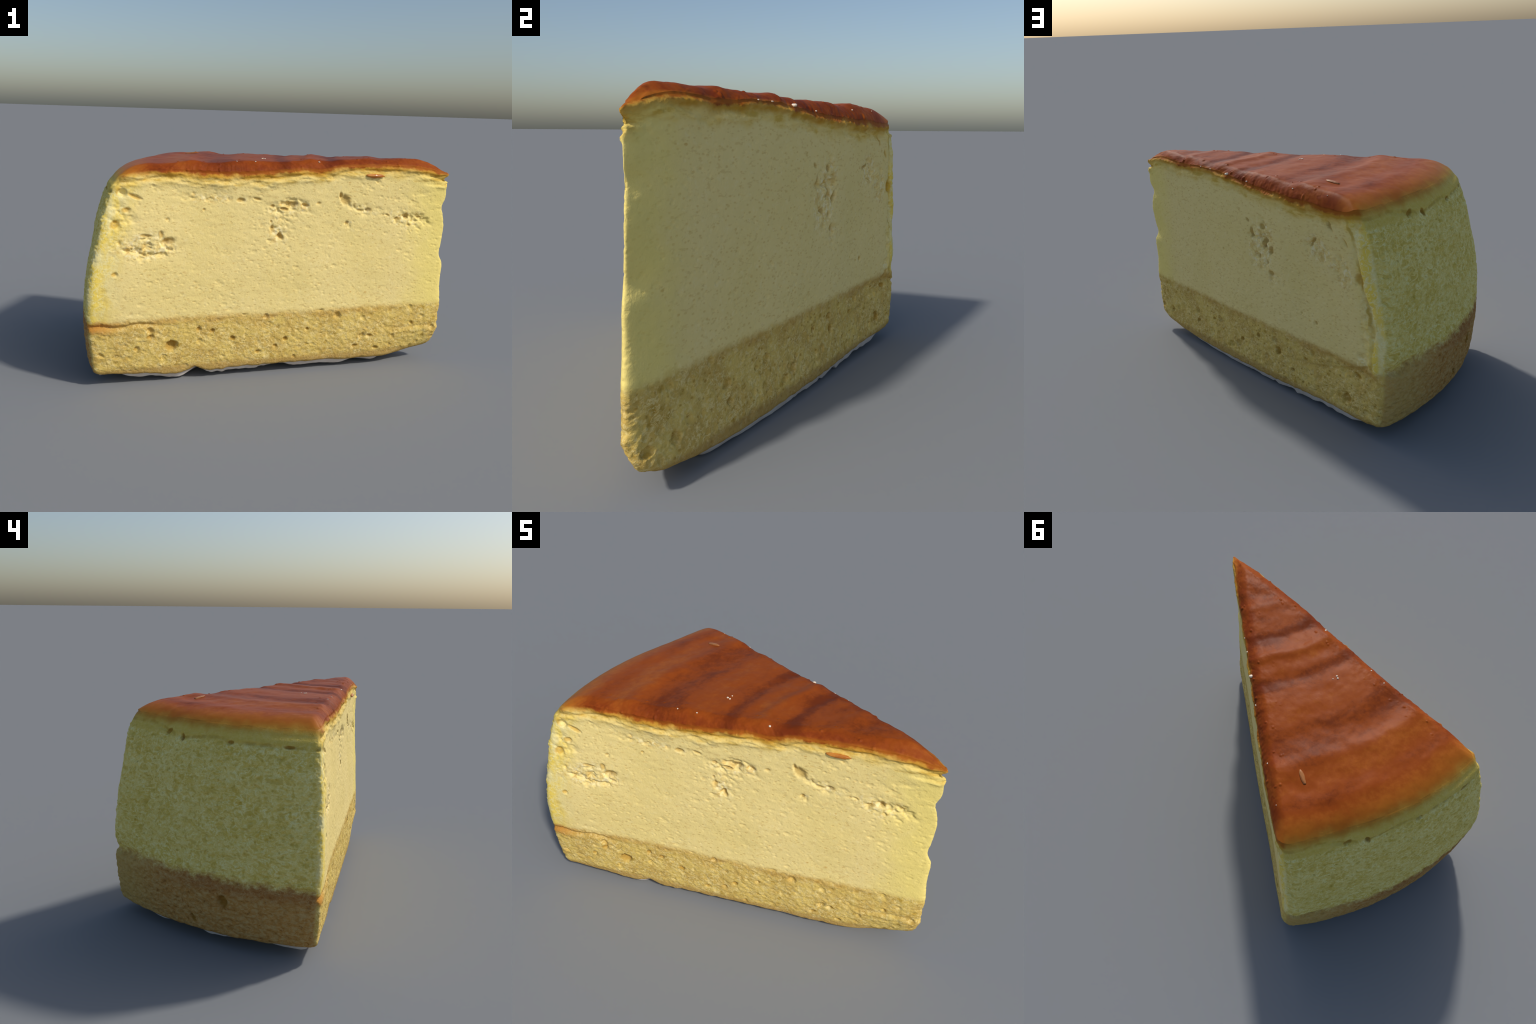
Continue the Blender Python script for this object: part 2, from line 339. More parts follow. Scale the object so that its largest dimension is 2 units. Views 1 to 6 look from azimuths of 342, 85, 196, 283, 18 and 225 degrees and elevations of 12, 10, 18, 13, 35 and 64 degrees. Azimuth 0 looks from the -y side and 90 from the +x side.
def relief(P):
    """Outward displacement (m) of points on the walls and the lower edge."""
    x, y, z = P.T
    f, r, s = planes(x, y, z)
    rho, th = polar(x, y)
    onside = sstep(-0.012, 0.012, s - np.maximum(f, r))
    onrear = sstep(-0.008, 0.008, r - f) * (1 - onside)
    onfront = (1 - sstep(-0.008, 0.008, r - f)) * (1 - onside)
    along = np.where(r > f, (x - TIP[0]) * CUT[0] + (y - TIP[1]) * CUT[1], x)
    d = np.zeros(len(P), np.float32)
    cut = 1 - onside
    wob = fbm(P * 14, 2, 3) * 0.008
    sponge = sstep(0.004, -0.004, z - 0.343 - wob)
    etop = np.where(r > f, curve(rho, REAR_EDGE), curve(rho, FRONT_EDGE))
    below = etop - z
    band = sstep(0.085, 0.05, below + fbm(P * 11, 3, 13) * 0.03) * cut
    # --- pale filling: knife-smoothed, pricked with small flat pores
    stretch = np.stack([along * 0.75, along * 0 + 5 * (r > f), z * 1.35], 1)
    c1, n1 = cells(stretch * 46, 40)
    c2, n2 = cells(stretch * 21, 44)
    pores = sstep(0.42, 0.16, c1) * (n1 > 0.60) * 0.0036 + sstep(0.34, 0.14, c2) * (n2 > 0.80) * 0.0045
    grain = fbm(np.stack([x * 22, y * 22, z * 42], 1), 3, 50)
    d += cut * (1 - sponge) * (0.0014 * grain - pores * (1 - band) * (0.55 + 0.45 * fbm(P * 4, 2, 8)))
    d += 0.0035 * fbm(P * 4.5, 2, 60)
    # --- torn patches
    torn = np.zeros(len(P), np.float32)
    for items, on in ((FRONT_TORN, onfront), (REAR_TORN, onrear)):
        for e in items:
            torn = np.maximum(torn, on * e[5] * sstep(1.15, 0.35, ellipse(along, z, e, 0.45 * fbm(P * 13, 2, 70))))
    rag = fbm(np.stack([along * 26, y * 0, z * 40], 1), 3, 80, 0.6)
    d -= torn * (0.004 + 0.014 * sstep(-0.05, 0.45, rag) - 0.004 * sstep(-0.1, -0.5, rag))
    # --- layer just under the crust: uneven ledge, crease below the lip
    led = fbm(np.stack([along * 9, y * 0, z * 34], 1), 4, 90, 0.6)
    d += cut * band * (0.004 + 0.016 * led)
    d -= cut * 0.011 * np.exp(-((below - 0.036 - 0.014 * fbm(np.stack([along * 7, y * 0, z * 0], 1), 2, 95)) / 0.011) ** 2) * (0.6 + 0.6 * fbm(P * 9, 2, 96))
    d += cut * 0.004 * sstep(0.022, 0.006, below) * fbm(np.stack([along * 16, y * 0, z * 10], 1), 3, 97)
    # --- sponge base: open crumb
    c3, n3 = cells(np.stack([x * 0.85, y * 0.85, z * 1.1], 1) * 36, 100)
    c4, n4 = cells(P * 17, 104)
    crumb = fbm(np.stack([x * 38, y * 38, z * 50], 1), 3, 110)
    flake = np.abs(fbm(np.stack([x * 20, y * 20, z * 34], 1), 3, 112, 0.6))
    d += sponge * cut * (0.0030 * crumb + 0.006 * (0.25 - flake) - 0.003 * sstep(0.5, 0.15, c3) * (n3 > 0.55 + 0.22 * onfront) - 0.009 * sstep(0.36, 0.16, c4) * (n4 > 0.76 + 0.14 * onfront))
    c7, n7 = cells(P * np.array([11, 11, 14]), 107)
    d -= sponge * cut * 0.016 * sstep(0.30, 0.14, c7 + 0.12 * crumb) * (n7 > 0.64 + 0.24 * onfront)
    # split across the sponge near the tip and near the outer edge
    step1 = 0.205 + 0.012 * fbm(np.stack([along * 5, y * 0, z * 0], 1), 2, 115)
    d += onfront * sstep(0.50, 0.80, x) * (0.006 * sstep(0.016, -0.016, z - step1) - 0.004 * np.exp(-((z - step1 - 0.012) / 0.010) ** 2))
    step2 = 0.300 + 0.03 * fbm(np.stack([along * 6, y * 0, z * 0], 1), 2, 116) - 0.10 * np.clip(x + 0.75, 0, 1)
    d += onfront * sstep(-0.55, -0.75, x) * (0.006 * sstep(0.012, -0.012, z - step2) * sponge - 0.012 * np.exp(-((z - step2 - 0.010) / 0.009) ** 2))
    step3 = 0.300 - 0.22 * np.clip(1.76 - along, 0, 1) + 0.02 * fbm(np.stack([along * 6, y * 0, z * 0], 1), 2, 117)
    d -= onrear * sstep(1.25, 1.5, along) * 0.012 * np.exp(-((z - step3) / 0.010) ** 2)
    # yellow rim peeling along the rear outer corner
    inn = curve(z, WALL_R) + swing(th, z) - rho
    d -= onrear * 0.010 * np.exp(-((inn - 0.10 - 0.02 * fbm(P * 7, 2, 118)) / 0.010) ** 2) * sstep(0.38, 0.5, z) * sstep(0.98, 0.85, z)
    d += onrear * sstep(0.13, 0.05, inn) * 0.014 * fbm(P * np.array([14, 14, 9]), 3, 119) * sstep(0.25, 0.4, z)
    # --- outer side: torn, fibrous crumb
    arcl = th * 0.0342
    fib = fbm(np.stack([arcl * 24, rho * 0, z * 46], 1), 4, 120, 0.62)
    c5, n5 = cells(np.stack([arcl * 0.8, rho * 0, z * 1.2], 1) * 34, 130)
    smoothband = sstep(0.985, 1.015, z)
    lace = np.abs(fbm(np.stack([arcl * 22, rho * 0, z * 32], 1), 3, 124, 0.6))
    d += onside * (1 - smoothband) * (0.0045 * fib + 0.011 * (0.22 - lace) - 0.005 * sstep(0.45, 0.12, c5) * (n5 > 0.6))
    crack = curve(arcl, SIDE_CRACK) + 0.008 * fbm(np.stack([arcl * 20, rho * 0, z * 0], 1), 3, 134)
    d -= onside * 0.008 * np.exp(-((z - crack) / 0.008) ** 2) * sstep(-0.25, 0.3, fbm(np.stack([arcl * 13, rho * 0, z * 0], 1), 2, 135))
    d += onside * 0.004 * sstep(0.0, 0.012, z - crack) * sstep(1.045, 1.02, z)
    d -= onside * 0.004 * np.exp(-((z - 0.362 - 0.012 * fbm(np.stack([arcl * 14, rho * 0, z * 0], 1), 3, 133)) / 0.010) ** 2) * (0.5 + 0.5 * sstep(2, 12, th))
    # --- the named holes
    warp = 0.42 * fbm(P * 30, 3, 140, 0.6)
    for items, on, u in ((FRONT_HOLES, onfront, along), (REAR_HOLES, onrear, along), (SIDE_HOLES, onside, arcl)):
        for e in items:
            near = (np.abs(u - e[0]) < 0.09) & (np.abs(z - e[1]) < 0.09) & (on > 0)
            if near.any():
                q = ellipse(u[near], z[near], e, warp[near])
                d[near] -= on[near] * e[5] * (0.72 if e[1] > 0.34 else 0.9) * sstep(1.15, 0.30, q)
    lower = sstep(0.0, 0.03, z - 0.07)
    return d * (0.25 + 0.75 * lower)


base_n = grid_normals(GRID)
G = GRID.copy()
wall = GRID[W0:W1].reshape(-1, 3)
disp = relief(wall).reshape(W1 - W0, NS)
from_top = np.arange(W1 - W0)[::-1, None]
fade = sstep(-0.5, 4.0 + 12.0 * at_side[None, :], from_top)
fade[:3] *= np.array([0.2, 0.45, 0.75])[:, None]
G[W0:W1] += base_n[W0:W1] * (disp * fade)[..., None]

# crust: blistered along its edges, faintly pitted elsewhere
tp = GRID[W1:].reshape(-1, 3)
f, r, s = planes(tp[:, 0], tp[:, 1], np.full(len(tp), 1.06))
cutdep = -np.maximum(f, r)
c6, n6 = cells(np.stack([tp[:, 0], tp[:, 1], tp[:, 2] * 0], 1) * 42, 150)
edgew = sstep(0.16, 0.02, cutdep) * sstep(-0.16, -0.3, s)
td = edgew * (0.0030 * fbm(tp * 24, 3, 160) + 0.0045 * sstep(0.42, 0.1, c6) * (n6 > 0.84))
td += 0.0012 * fbm(np.stack([tp[:, 0] * 16, tp[:, 1] * 16, tp[:, 2] * 0], 1), 2, 161)
tn = base_n[W1:].copy()
G[W1:] += tn * td.reshape(NR - W1, NS)[..., None]
# keep the frame exact: lowest point on z = 0, longest side 2 m centred
lo, hi = G.reshape(-1, 3).min(0), G.reshape(-1, 3).max(0)
G[..., 2] -= lo[2]
print("extent before centring", lo.round(4), hi.round(4))
G[..., 0] = (G[..., 0] - 0.5 * (lo[0] + hi[0])) * (2.0 / (hi[0] - lo[0]))

# ------------------------------------------------------------------ regions and meshes
norm = grid_normals(G)
centre_low = G[0].mean(0)
centre_top = G[-1].mean(0)
VERTS = np.concatenate([G.reshape(-1, 3), [centre_low, centre_top]])
NORMS = np.concatenate([norm.reshape(-1, 3), [[0, 0, -1], [0, 0, 1]]])
i, j = np.meshgrid(np.arange(NR - 1), np.arange(NS), indexing="ij")
j2 = (j + 1) % NS
QUADS = np.stack([i * NS + j, i * NS + j2, (i + 1) * NS + j2, (i + 1) * NS + j], -1).reshape(-1, 4)
qrow = i.reshape(-1)
qc = GRID.reshape(-1, 3)[QUADS].mean(1)
f, r, s = planes(qc[:, 0], qc[:, 1], qc[:, 2])
rho, th = polar(qc[:, 0], qc[:, 1])
wobq = 0.012 * fbm(qc * 12, 2, 170)
lip_z = z_top[QUADS[:, 0] % NS]
is_side = s > np.maximum(f, r)
region = np.full(len(QUADS), 1)                                  # cheese_filling
region[is_side] = 2                                              # sponge_side
region[(qc[:, 2] + wobq < 0.345 + 0.015 * is_side)] = 3          # sponge_base
region[(qrow >= W1 - 4) | ((qc[:, 2] + wobq > 1.038) & is_side)] = 0   # browned_crust
region[qrow < NL - 2] = 4                                        # paper_liner
region[qrow >= W1] = 0
PARTS = ["browned_crust", "cheese_filling", "sponge_side", "sponge_base", "paper_liner"]


def make_mesh(name, verts, faces, normals=None):
    me = bpy.data.meshes.new(name)
    sizes = np.array([len(q) for q in faces]) if isinstance(faces, list) else np.full(len(faces), faces.shape[1])
    loops = np.concatenate([np.asarray(q) for q in faces]) if isinstance(faces, list) else faces.reshape(-1)
    me.vertices.add(len(verts))
    me.vertices.foreach_set("co", np.ascontiguousarray(verts, np.float32).reshape(-1))
    me.loops.add(len(loops))
    me.loops.foreach_set("vertex_index", loops.astype(np.int32))
    me.polygons.add(len(sizes))
    me.polygons.foreach_set("loop_start", (np.cumsum(sizes) - sizes).astype(np.int32))
    me.polygons.foreach_set("use_smooth", np.ones(len(sizes), bool))
    me.update(calc_edges=True)
    me.validate()
    if normals is not None:
        me.normals_split_custom_set_from_vertices(normals)
    return me


root = bpy.data.objects.new("cheesecake_slice", None)
root.empty_display_size = 0.2
root["label"] = "tall cheesecake wedge with glossy browned top and sponge base"
root["category"] = "cake slice"
bpy.context.scene.collection.objects.link(root)


def add(name, mesh, material, parent=root, **props):
    ob = bpy.data.objects.new(name, mesh)
    bpy.context.scene.collection.objects.link(ob)
    ob.parent = parent
    mesh.materials.clear()
    mesh.materials.append(material)
    for k, v in props.items():
        ob[k] = v
    return ob


# ------------------------------------------------------------------ materials
class Nodes:
    """Small helper for writing node maths."""

    def __init__(self, name):
        self.mat = bpy.data.materials.new(name)
        self.mat.use_nodes = True
        self.t = self.mat.node_tree
        self.bsdf = self.t.nodes["Principled BSDF"]
        self.co = self.t.nodes.new("ShaderNodeTexCoord").outputs["Object"]
        sep = self.t.nodes.new("ShaderNodeSeparateXYZ")
        self.t.links.new(self.co, sep.inputs[0])
        self.x, self.y, self.z = sep.outputs

    def put(self, socket, value):
        if isinstance(value, bpy.types.NodeSocket):
            self.t.links.new(value, socket)
        elif isinstance(value, (tuple, list)):
            socket.default_value = (*value, 1.0) if len(value) == 3 and len(socket.default_value) == 4 else value
        else:
            socket.default_value = value

    def m(self, op, a, b=0.0, c=0.0, clamp=False):
        n = self.t.nodes.new("ShaderNodeMath")
        n.operation, n.use_clamp = op, clamp
        for sck, v in zip(n.inputs, (a, b, c)):
            self.put(sck, v)
        return n.outputs[0]

    def add(self, a, b): return self.m("ADD", a, b)
    def sub(self, a, b): return self.m("SUBTRACT", a, b)
    def mul(self, a, b): return self.m("MULTIPLY", a, b)
    def mx(self, a, b): return self.m("MAXIMUM", a, b)
    def mn(self, a, b): return self.m("MINIMUM", a, b)

    def step(self, a, b, x, lo=0.0, hi=1.0):
        n = self.t.nodes.new("ShaderNodeMapRange")
        n.interpolation_type = "SMOOTHSTEP"
        flip = a > b
        if flip:
            a, b, lo, hi = b, a, hi, lo
        self.put(n.inputs["Value"], x)
        for k, v in (("From Min", a), ("From Max", b), ("To Min", lo), ("To Max", hi)):
            n.inputs[k].default_value = v
        return n.outputs["Result"]

    def mix(self, f, a, b, mode="MIX"):
        n = self.t.nodes.new("ShaderNodeMix")
        n.data_type, n.blend_type = "RGBA", mode
        self.put(n.inputs[0], f)
        self.put(n.inputs[6], a)
        self.put(n.inputs[7], b)
        return n.outputs[2]

    def vec(self, x, y, z):
        n = self.t.nodes.new("ShaderNodeCombineXYZ")
        for sck, v in zip(n.inputs, (x, y, z)):
            self.put(sck, v)
        return n.outputs[0]

    def noise(self, vec, scale, detail=3.0, rough=0.55, distortion=0.0):
        n = self.t.nodes.new("ShaderNodeTexNoise")
        self.put(n.inputs["Vector"], vec)
        n.inputs["Scale"].default_value, n.inputs["Detail"].default_value = scale, detail
        n.inputs["Roughness"].default_value, n.inputs["Distortion"].default_value = rough, distortion
        return n.outputs["Fac"]

    def voronoi(self, vec, scale, feature="F1", out="Distance"):
        n = self.t.nodes.new("ShaderNodeTexVoronoi")
        n.feature = feature
        self.put(n.inputs["Vector"], vec)
        n.inputs["Scale"].default_value = scale
        return n.outputs[out]

    def fcurve(self, x, pts, x0, x1, y0, y1):
        """A control-point curve (Float Curve node) of x."""
        n = self.t.nodes.new("ShaderNodeFloatCurve")
        c = n.mapping.curves[0]
        q = [((a - x0) / (x1 - x0), (b - y0) / (y1 - y0)) for a, b in pts if x0 <= a <= x1]
        while len(c.points) < len(q):
            c.points.new(0.5, 0.5)
        for p, (a, b) in zip(c.points, q):
            p.location = (a, b)
        n.mapping.update()
        self.put(n.inputs["Value"], self.m("DIVIDE", self.sub(x, x0), x1 - x0))
        return self.add(self.mul(n.outputs[0], y1 - y0), y0)

    def ellipses(self, vec, items, grow=1.0):
        total = None
        if not items:
            return 0.0
        for e in items:
            mp = self.t.nodes.new("ShaderNodeMapping")
            mp.vector_type = "TEXTURE"
            self.put(mp.inputs["Vector"], vec)
            mp.inputs["Location"].default_value = (e[0], e[1], 0)
            mp.inputs["Rotation"].default_value = (0, 0, math.radians(e[4]))
            mp.inputs["Scale"].default_value = (e[2] * grow, e[3] * grow, 1)
            gr = self.t.nodes.new("ShaderNodeTexGradient")
            gr.gradient_type = "SPHERICAL"
            self.t.links.new(mp.outputs[0], gr.inputs[0])
            w = self.mul(gr.outputs["Fac"], min(1.0, e[5] / 0.014) if e[5] < 0.1 else e[5])
            total = w if total is None else self.mx(total, w)
        return total


CREAM = (0.89, 0.71, 0.29)
CREAM_DEEP = (0.66, 0.44, 0.13)
CREAM_LIGHT = (0.93, 0.79, 0.42)
YELLOW = (0.90, 0.67, 0.11)
ORANGE = (0.62, 0.24, 0.025)
SPONGE = (0.73, 0.53, 0.14)
SPONGE_LIGHT = (0.82, 0.65, 0.27)
SPONGE_DARK = (0.42, 0.25, 0.04)
SIDE = (0.80, 0.64, 0.18)
SIDE_LIGHT = (0.92, 0.85, 0.42)
SIDE_DARK = (0.58, 0.42, 0.07)
BROWN = (0.47, 0.245, 0.065)
BROWN_DARK = (0.24, 0.11, 0.03)
CRUST = (0.30, 0.062, 0.008)
CRUST_DARK = (0.16, 0.030, 0.006)
CRUST_LIGHT = (0.42, 0.115, 0.016)
CRUST_EDGE = (0.48, 0.165, 0.018)
OLIVE = (0.68, 0.50, 0.10)


def only(items, part):
    """Blemishes that a part's own height range can hold (none on the crust)."""
    if part == "browned_crust":
        return []
    return [e for e in items if (e[1] > 0.30 if part != "sponge_base" else e[1] < 0.40)]


def cake_material(name, part, roughness, coat=0.0, bump=0.3):
    n = Nodes(name)
    x, y, z, co = n.x, n.y, n.z, n.co
    dx, dy = n.sub(x, float(TIP[0])), n.sub(y, float(TIP[1]))
    rho = n.m("SQRT", n.add(n.mul(dx, dx), n.mul(dy, dy)))
    th = n.mul(n.m("ARCTAN2", dy, n.mul(dx, -1.0)), 180 / math.pi)
    along = n.add(n.mul(dx, float(CUT[0])), n.mul(dy, float(CUT[1])))
    rear_d = n.add(n.mul(dx, float(NRM[0])), n.mul(dy, float(NRM[1])))
    wall_r = n.add(n.fcurve(z, WALL_R, 0.0, 1.13, 1.7, 2.0), n.fcurve(th, WALL_ARC_TOP, -2, 40, -0.05, 0.05))
    wall_r = n.add(wall_r, n.mul(n.step(0.46, 0.30, z), n.fcurve(th, [(a, b - curve(a, WALL_ARC_TOP)) for a, b in WALL_ARC_LOW], -2, 40, -0.05, 0.05)))
    inn = n.sub(wall_r, rho)                                     # depth behind the outer side
    big = n.noise(co, 3.2, 3)
    mid = n.noise(co, 11, 4)
    fine = n.noise(co, 42, 4, 0.65)
    midc = n.sub(mid, 0.5)
    dep_f = n.add(n.add(y, 0.560), n.mul(n.step(-0.35, -0.92, x), 0.020))
    dep_r = n.sub(0.018, rear_d)
    dep_c = n.mn(dep_f, dep_r)
    front_w = n.mul(n.step(0.05, 0.03, dep_f), n.step(-0.012, 0.012, n.sub(dep_r, dep_f)))
    rear_w = n.mul(n.step(0.05, 0.03, dep_r), n.step(0.012, -0.012, n.sub(dep_r, dep_f)))
    # where along the crust's lip we are
    e_f = n.fcurve(rho, FRONT_EDGE, 0.0, 1.95, 1.0, 1.2)
    e_r = n.fcurve(rho, REAR_EDGE, 0.0, 2.0, 1.0, 1.2)
    edge = n.add(n.mul(e_f, n.step(12, 9, th)), n.mul(e_r, n.step(9, 12, th)))
    tipfix = n.step(0.20, 0.0, rho)
    below = n.sub(edge, z)
    # --- filling
    pore_co = n.vec(n.mul(x, 0.75), n.mul(y, 0.75), n.mul(z, 1.4))
    p1 = n.voronoi(pore_co, 44)
    pore = n.step(0.30, 0.10, n.add(p1, n.mul(n.sub(fine, 0.5), 0.4)))
    p2 = n.voronoi(pore_co, 19)
    pore2 = n.mul(n.step(0.17, 0.07, p2), n.step(0.5, 0.62, mid))
    fill = n.mix(n.step(0.35, 0.7, big), CREAM, (0.87, 0.69, 0.265))
    fill = n.mix(n.mul(n.step(0.52, 0.75, fine), 0.35), fill, CREAM_LIGHT)
    wr_co = n.vec(n.mul(x, 0.5), n.mul(y, 0.5), n.mul(z, 1.25))
    wrink = n.step(0.43, 0.33, n.noise(wr_co, 58, 3, 0.6))
    fill = n.mix(n.mul(wrink, 0.42), fill, (0.68, 0.47, 0.16))
    fill = n.mix(n.mul(pore, 0.45), fill, CREAM_DEEP)
    fill = n.mix(n.mul(pore2, 0.7), fill, (0.62, 0.36, 0.08))
    fv, rv = n.vec(x, z, 0.0), n.vec(along, z, 0.0)
    torn = n.mx(n.mul(n.ellipses(fv, only(FRONT_TORN, part), 1.3), front_w), n.mul(n.ellipses(rv, only(REAR_TORN, part), 1.3), rear_w))
    torn = n.step(0.15, 0.55, n.add(torn, n.mul(midc, 0.5)))
    fill = n.mix(n.mul(torn, n.step(0.48, 0.62, fine)), fill, CREAM_LIGHT)
    fill = n.mix(n.mul(n.mul(torn, n.step(0.50, 0.36, n.noise(co, 30, 3, 0.6))), 0.55), fill, (0.66, 0.42, 0.10))
    # yellow towards the outer side and the tip, and below the crust
    rimw = n.step(0.19, 0.015, n.add(inn, n.mul(midc, 0.16)))
    rear_band = n.mul(rear_w, n.step(0.125, 0.085, n.add(inn, n.mul(midc, 0.06))))
    rimc = n.mix(n.step(0.42, 0.62, n.noise(n.vec(n.mul(x, 2.0), n.mul(y, 2.0), z), 7, 3)), YELLOW, (0.86, 0.74, 0.32))
    rimc = n.mix(n.mul(n.step(0.45, 0.33, n.noise(co, 17, 3)), 0.5), rimc, (0.62, 0.44, 0.07))
    fill = n.mix(n.mul(n.mx(rimw, rear_band), 0.95), fill, rimc)
    fill = n.mix(n.mul(n.mul(n.mx(rimw, rear_band), n.step(0.05, 0.0, n.m("ABSOLUTE", n.sub(n.noise(co, 26, 3, 0.6, 0.6), 0.5)))), 0.6), fill, (0.92, 0.84, 0.46))
    seam = n.step(0.014, 0.004, n.m("ABSOLUTE", n.sub(n.add(inn, n.mul(midc, 0.06)), 0.105)))
    fill = n.mix(n.mul(n.mul(seam, rear_w), n.step(0.42, 0.60, n.noise(co, 9, 2), 0.0, 0.75)), fill, (0.56, 0.36, 0.05))
    fill = n.mix(n.mul(n.step(0.30, 0.02, n.add(rho, n.mul(midc, 0.2))), 0.7), fill, (0.90, 0.73, 0.20))
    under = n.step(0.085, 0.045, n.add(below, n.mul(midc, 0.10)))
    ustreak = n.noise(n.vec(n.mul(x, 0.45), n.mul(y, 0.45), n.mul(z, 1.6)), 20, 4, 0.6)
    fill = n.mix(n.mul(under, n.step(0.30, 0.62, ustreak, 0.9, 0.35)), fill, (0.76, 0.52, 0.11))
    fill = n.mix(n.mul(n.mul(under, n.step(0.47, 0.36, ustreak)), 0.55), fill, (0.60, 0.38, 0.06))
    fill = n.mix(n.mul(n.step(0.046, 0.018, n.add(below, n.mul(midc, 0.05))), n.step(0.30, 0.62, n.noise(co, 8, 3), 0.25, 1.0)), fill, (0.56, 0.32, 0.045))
    # --- sponge
    s1 = n.voronoi(n.vec(x, y, n.mul(z, 1.25)), 34)
    s2 = n.voronoi(n.vec(x, y, n.mul(z, 1.2)), 75, "SMOOTH_F1")
    sp = n.mix(n.step(0.35, 0.65, mid), SPONGE, (0.60, 0.40, 0.10))
    sp = n.mix(n.mul(n.step(0.50, 0.70, n.noise(co, 55, 3, 0.6)), 0.75), sp, SPONGE_LIGHT)
    sp = n.mix(n.mul(n.step(0.30, 0.10, n.add(s1, n.mul(n.sub(fine, 0.5), 0.6))), n.add(n.mul(rear_w, 0.3), 0.5)), sp, SPONGE_DARK)
    sp = n.mix(n.mul(n.step(0.35, 0.1, s2), 0.3), sp, SPONGE_DARK)
    s3 = n.add(n.voronoi(n.vec(x, y, n.mul(z, 1.25)), 13), n.mul(n.sub(fine, 0.5), 0.22))
    sp = n.mix(n.mul(n.step(0.24, 0.12, s3), n.step(0.45, 0.55, big, 0.2, 0.7)), sp, (0.44, 0.27, 0.035))
    swarp = n.vec(n.add(x, n.mul(midc, 0.05)), n.add(y, n.mul(n.sub(fine, 0.5), 0.03)), n.mul(n.add(z, n.mul(n.sub(fine, 0.5), 0.03)), 1.5))
    sl = n.m("ABSOLUTE", n.sub(n.noise(swarp, 27, 3, 0.55, 0.6), 0.5))
    sp = n.mix(n.mul(n.step(0.045, 0.0, sl), n.step(0.40, 0.60, n.noise(co, 15, 3), 0.2, 0.9)), sp, SPONGE_LIGHT)
    zw = n.add(z, n.mul(midc, 0.040))
    zw = n.add(zw, n.mul(n.sub(fine, 0.5), 0.026))
    topline = n.mul(n.step(0.295, 0.330, zw), n.step(0.36, 0.345, zw))
    sp = n.mix(n.mul(n.mul(topline, n.step(0.06, 0.3, rho)), n.step(0.38, 0.62, n.noise(co, 7, 3), 0.1, 0.6)), sp, (0.50, 0.27, 0.06))
    rust = n.mul(n.step(0.24, 0.0, n.add(inn, n.mul(midc, 0.2))), n.mul(n.step(0.27, 0.305, zw), front_w))
    sp = n.mix(n.mul(rust, 0.85), sp, (0.50, 0.19, 0.025))
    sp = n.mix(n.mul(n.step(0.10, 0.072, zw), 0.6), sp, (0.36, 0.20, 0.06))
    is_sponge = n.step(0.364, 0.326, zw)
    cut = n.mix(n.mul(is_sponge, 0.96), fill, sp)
    # --- holes: colour darkened inside to paint the shadow of the pits
    holes = n.mx(n.mul(n.ellipses(fv, only(FRONT_HOLES, part), 1.35), front_w), n.mul(n.ellipses(rv, only(REAR_HOLES, part), 1.35), rear_w))
    holes = n.step(0.18, 0.55, n.add(holes, n.mul(n.sub(fine, 0.5), 0.35)))
    hole_col = n.mix(n.step(0.25, 0.08, inn), (0.44, 0.26, 0.045), (0.58, 0.32, 0.02))
    cut = n.mix(n.mul(holes, n.step(0.36, 0.32, z, 0.58, 0.80)), cut, hole_col)
    # --- outer side
    arcl = n.mul(th, 0.0342)
    sv = n.vec(arcl, z, 0.0)
    fv3 = n.vec(n.mul(arcl, 0.60), 0.0, z)
    fb = n.noise(fv3, 52, 4, 0.65, 0.4)
    warped = n.vec(n.add(n.mul(arcl, 0.72), n.mul(midc, 0.05)), n.mul(fine, 0.025), n.add(z, n.mul(n.sub(fine, 0.5), 0.02)))
    lace = n.m("ABSOLUTE", n.sub(n.noise(warped, 30, 3, 0.55, 0.8), 0.5))
    lace2 = n.m("ABSOLUTE", n.sub(n.noise(warped, 58, 2, 0.5, 0.5), 0.5))
    patchy = n.noise(fv3, 12, 3, 0.6)
    sd = n.mix(n.step(0.42, 0.60, n.noise(fv3, 9, 3)), SIDE, (0.74, 0.57, 0.13))
    sd = n.mix(n.mul(n.step(0.50, 0.70, fb), 0.55), sd, SIDE_LIGHT)
    sd = n.mix(n.mul(n.step(0.045, 0.0, lace), n.step(0.40, 0.62, patchy, 0.2, 0.75)), sd, SIDE_LIGHT)
    sd = n.mix(n.mul(n.step(0.05, 0.0, lace2), n.step(0.60, 0.40, patchy, 0.1, 0.5)), sd, SIDE_LIGHT)
    sd = n.mix(n.mul(n.step(0.07, 0.17, lace), 0.55), sd, SIDE_DARK)
    sd = n.mix(n.mul(n.step(0.45, 0.30, fb), 0.65), sd, SIDE_DARK)
    pit = n.step(0.24, 0.08, n.add(n.voronoi(n.vec(arcl, 0.0, n.mul(z, 1.2)), 26), n.mul(n.sub(fine, 0.5), 0.3)))
    sd = n.mix(n.mul(pit, 0.5), sd, (0.46, 0.31, 0.03))
    sd = n.mix(n.mul(n.step(0.985, 1.01, n.add(z, n.mul(midc, 0.02))), 0.75), sd, OLIVE)
    sb = n.mix(n.step(0.44, 0.62, fb), BROWN, (0.52, 0.34, 0.13))
    sb = n.mix(n.mul(n.step(0.44, 0.32, fb), 0.8), sb, BROWN_DARK)
    sb = n.mix(n.mul(n.step(22, 33, th), 0.55), sb, (0.58, 0.42, 0.13))
    sb = n.mix(n.mul(n.mul(n.step(0.26, 0.33, zw), n.step(26, 16, th)), 0.5), sb, (0.30, 0.115, 0.04))
    sb = n.mix(n.mul(n.step(0.04, 0.0, lace), 0.45), sb, (0.58, 0.40, 0.17))
    zs = n.add(n.add(zw, n.mul(n.sub(fb, 0.5), 0.07)), n.mul(n.sub(patchy, 0.5), 0.05))
    sd = n.mix(n.step(0.388, 0.338, zs), sd, sb)
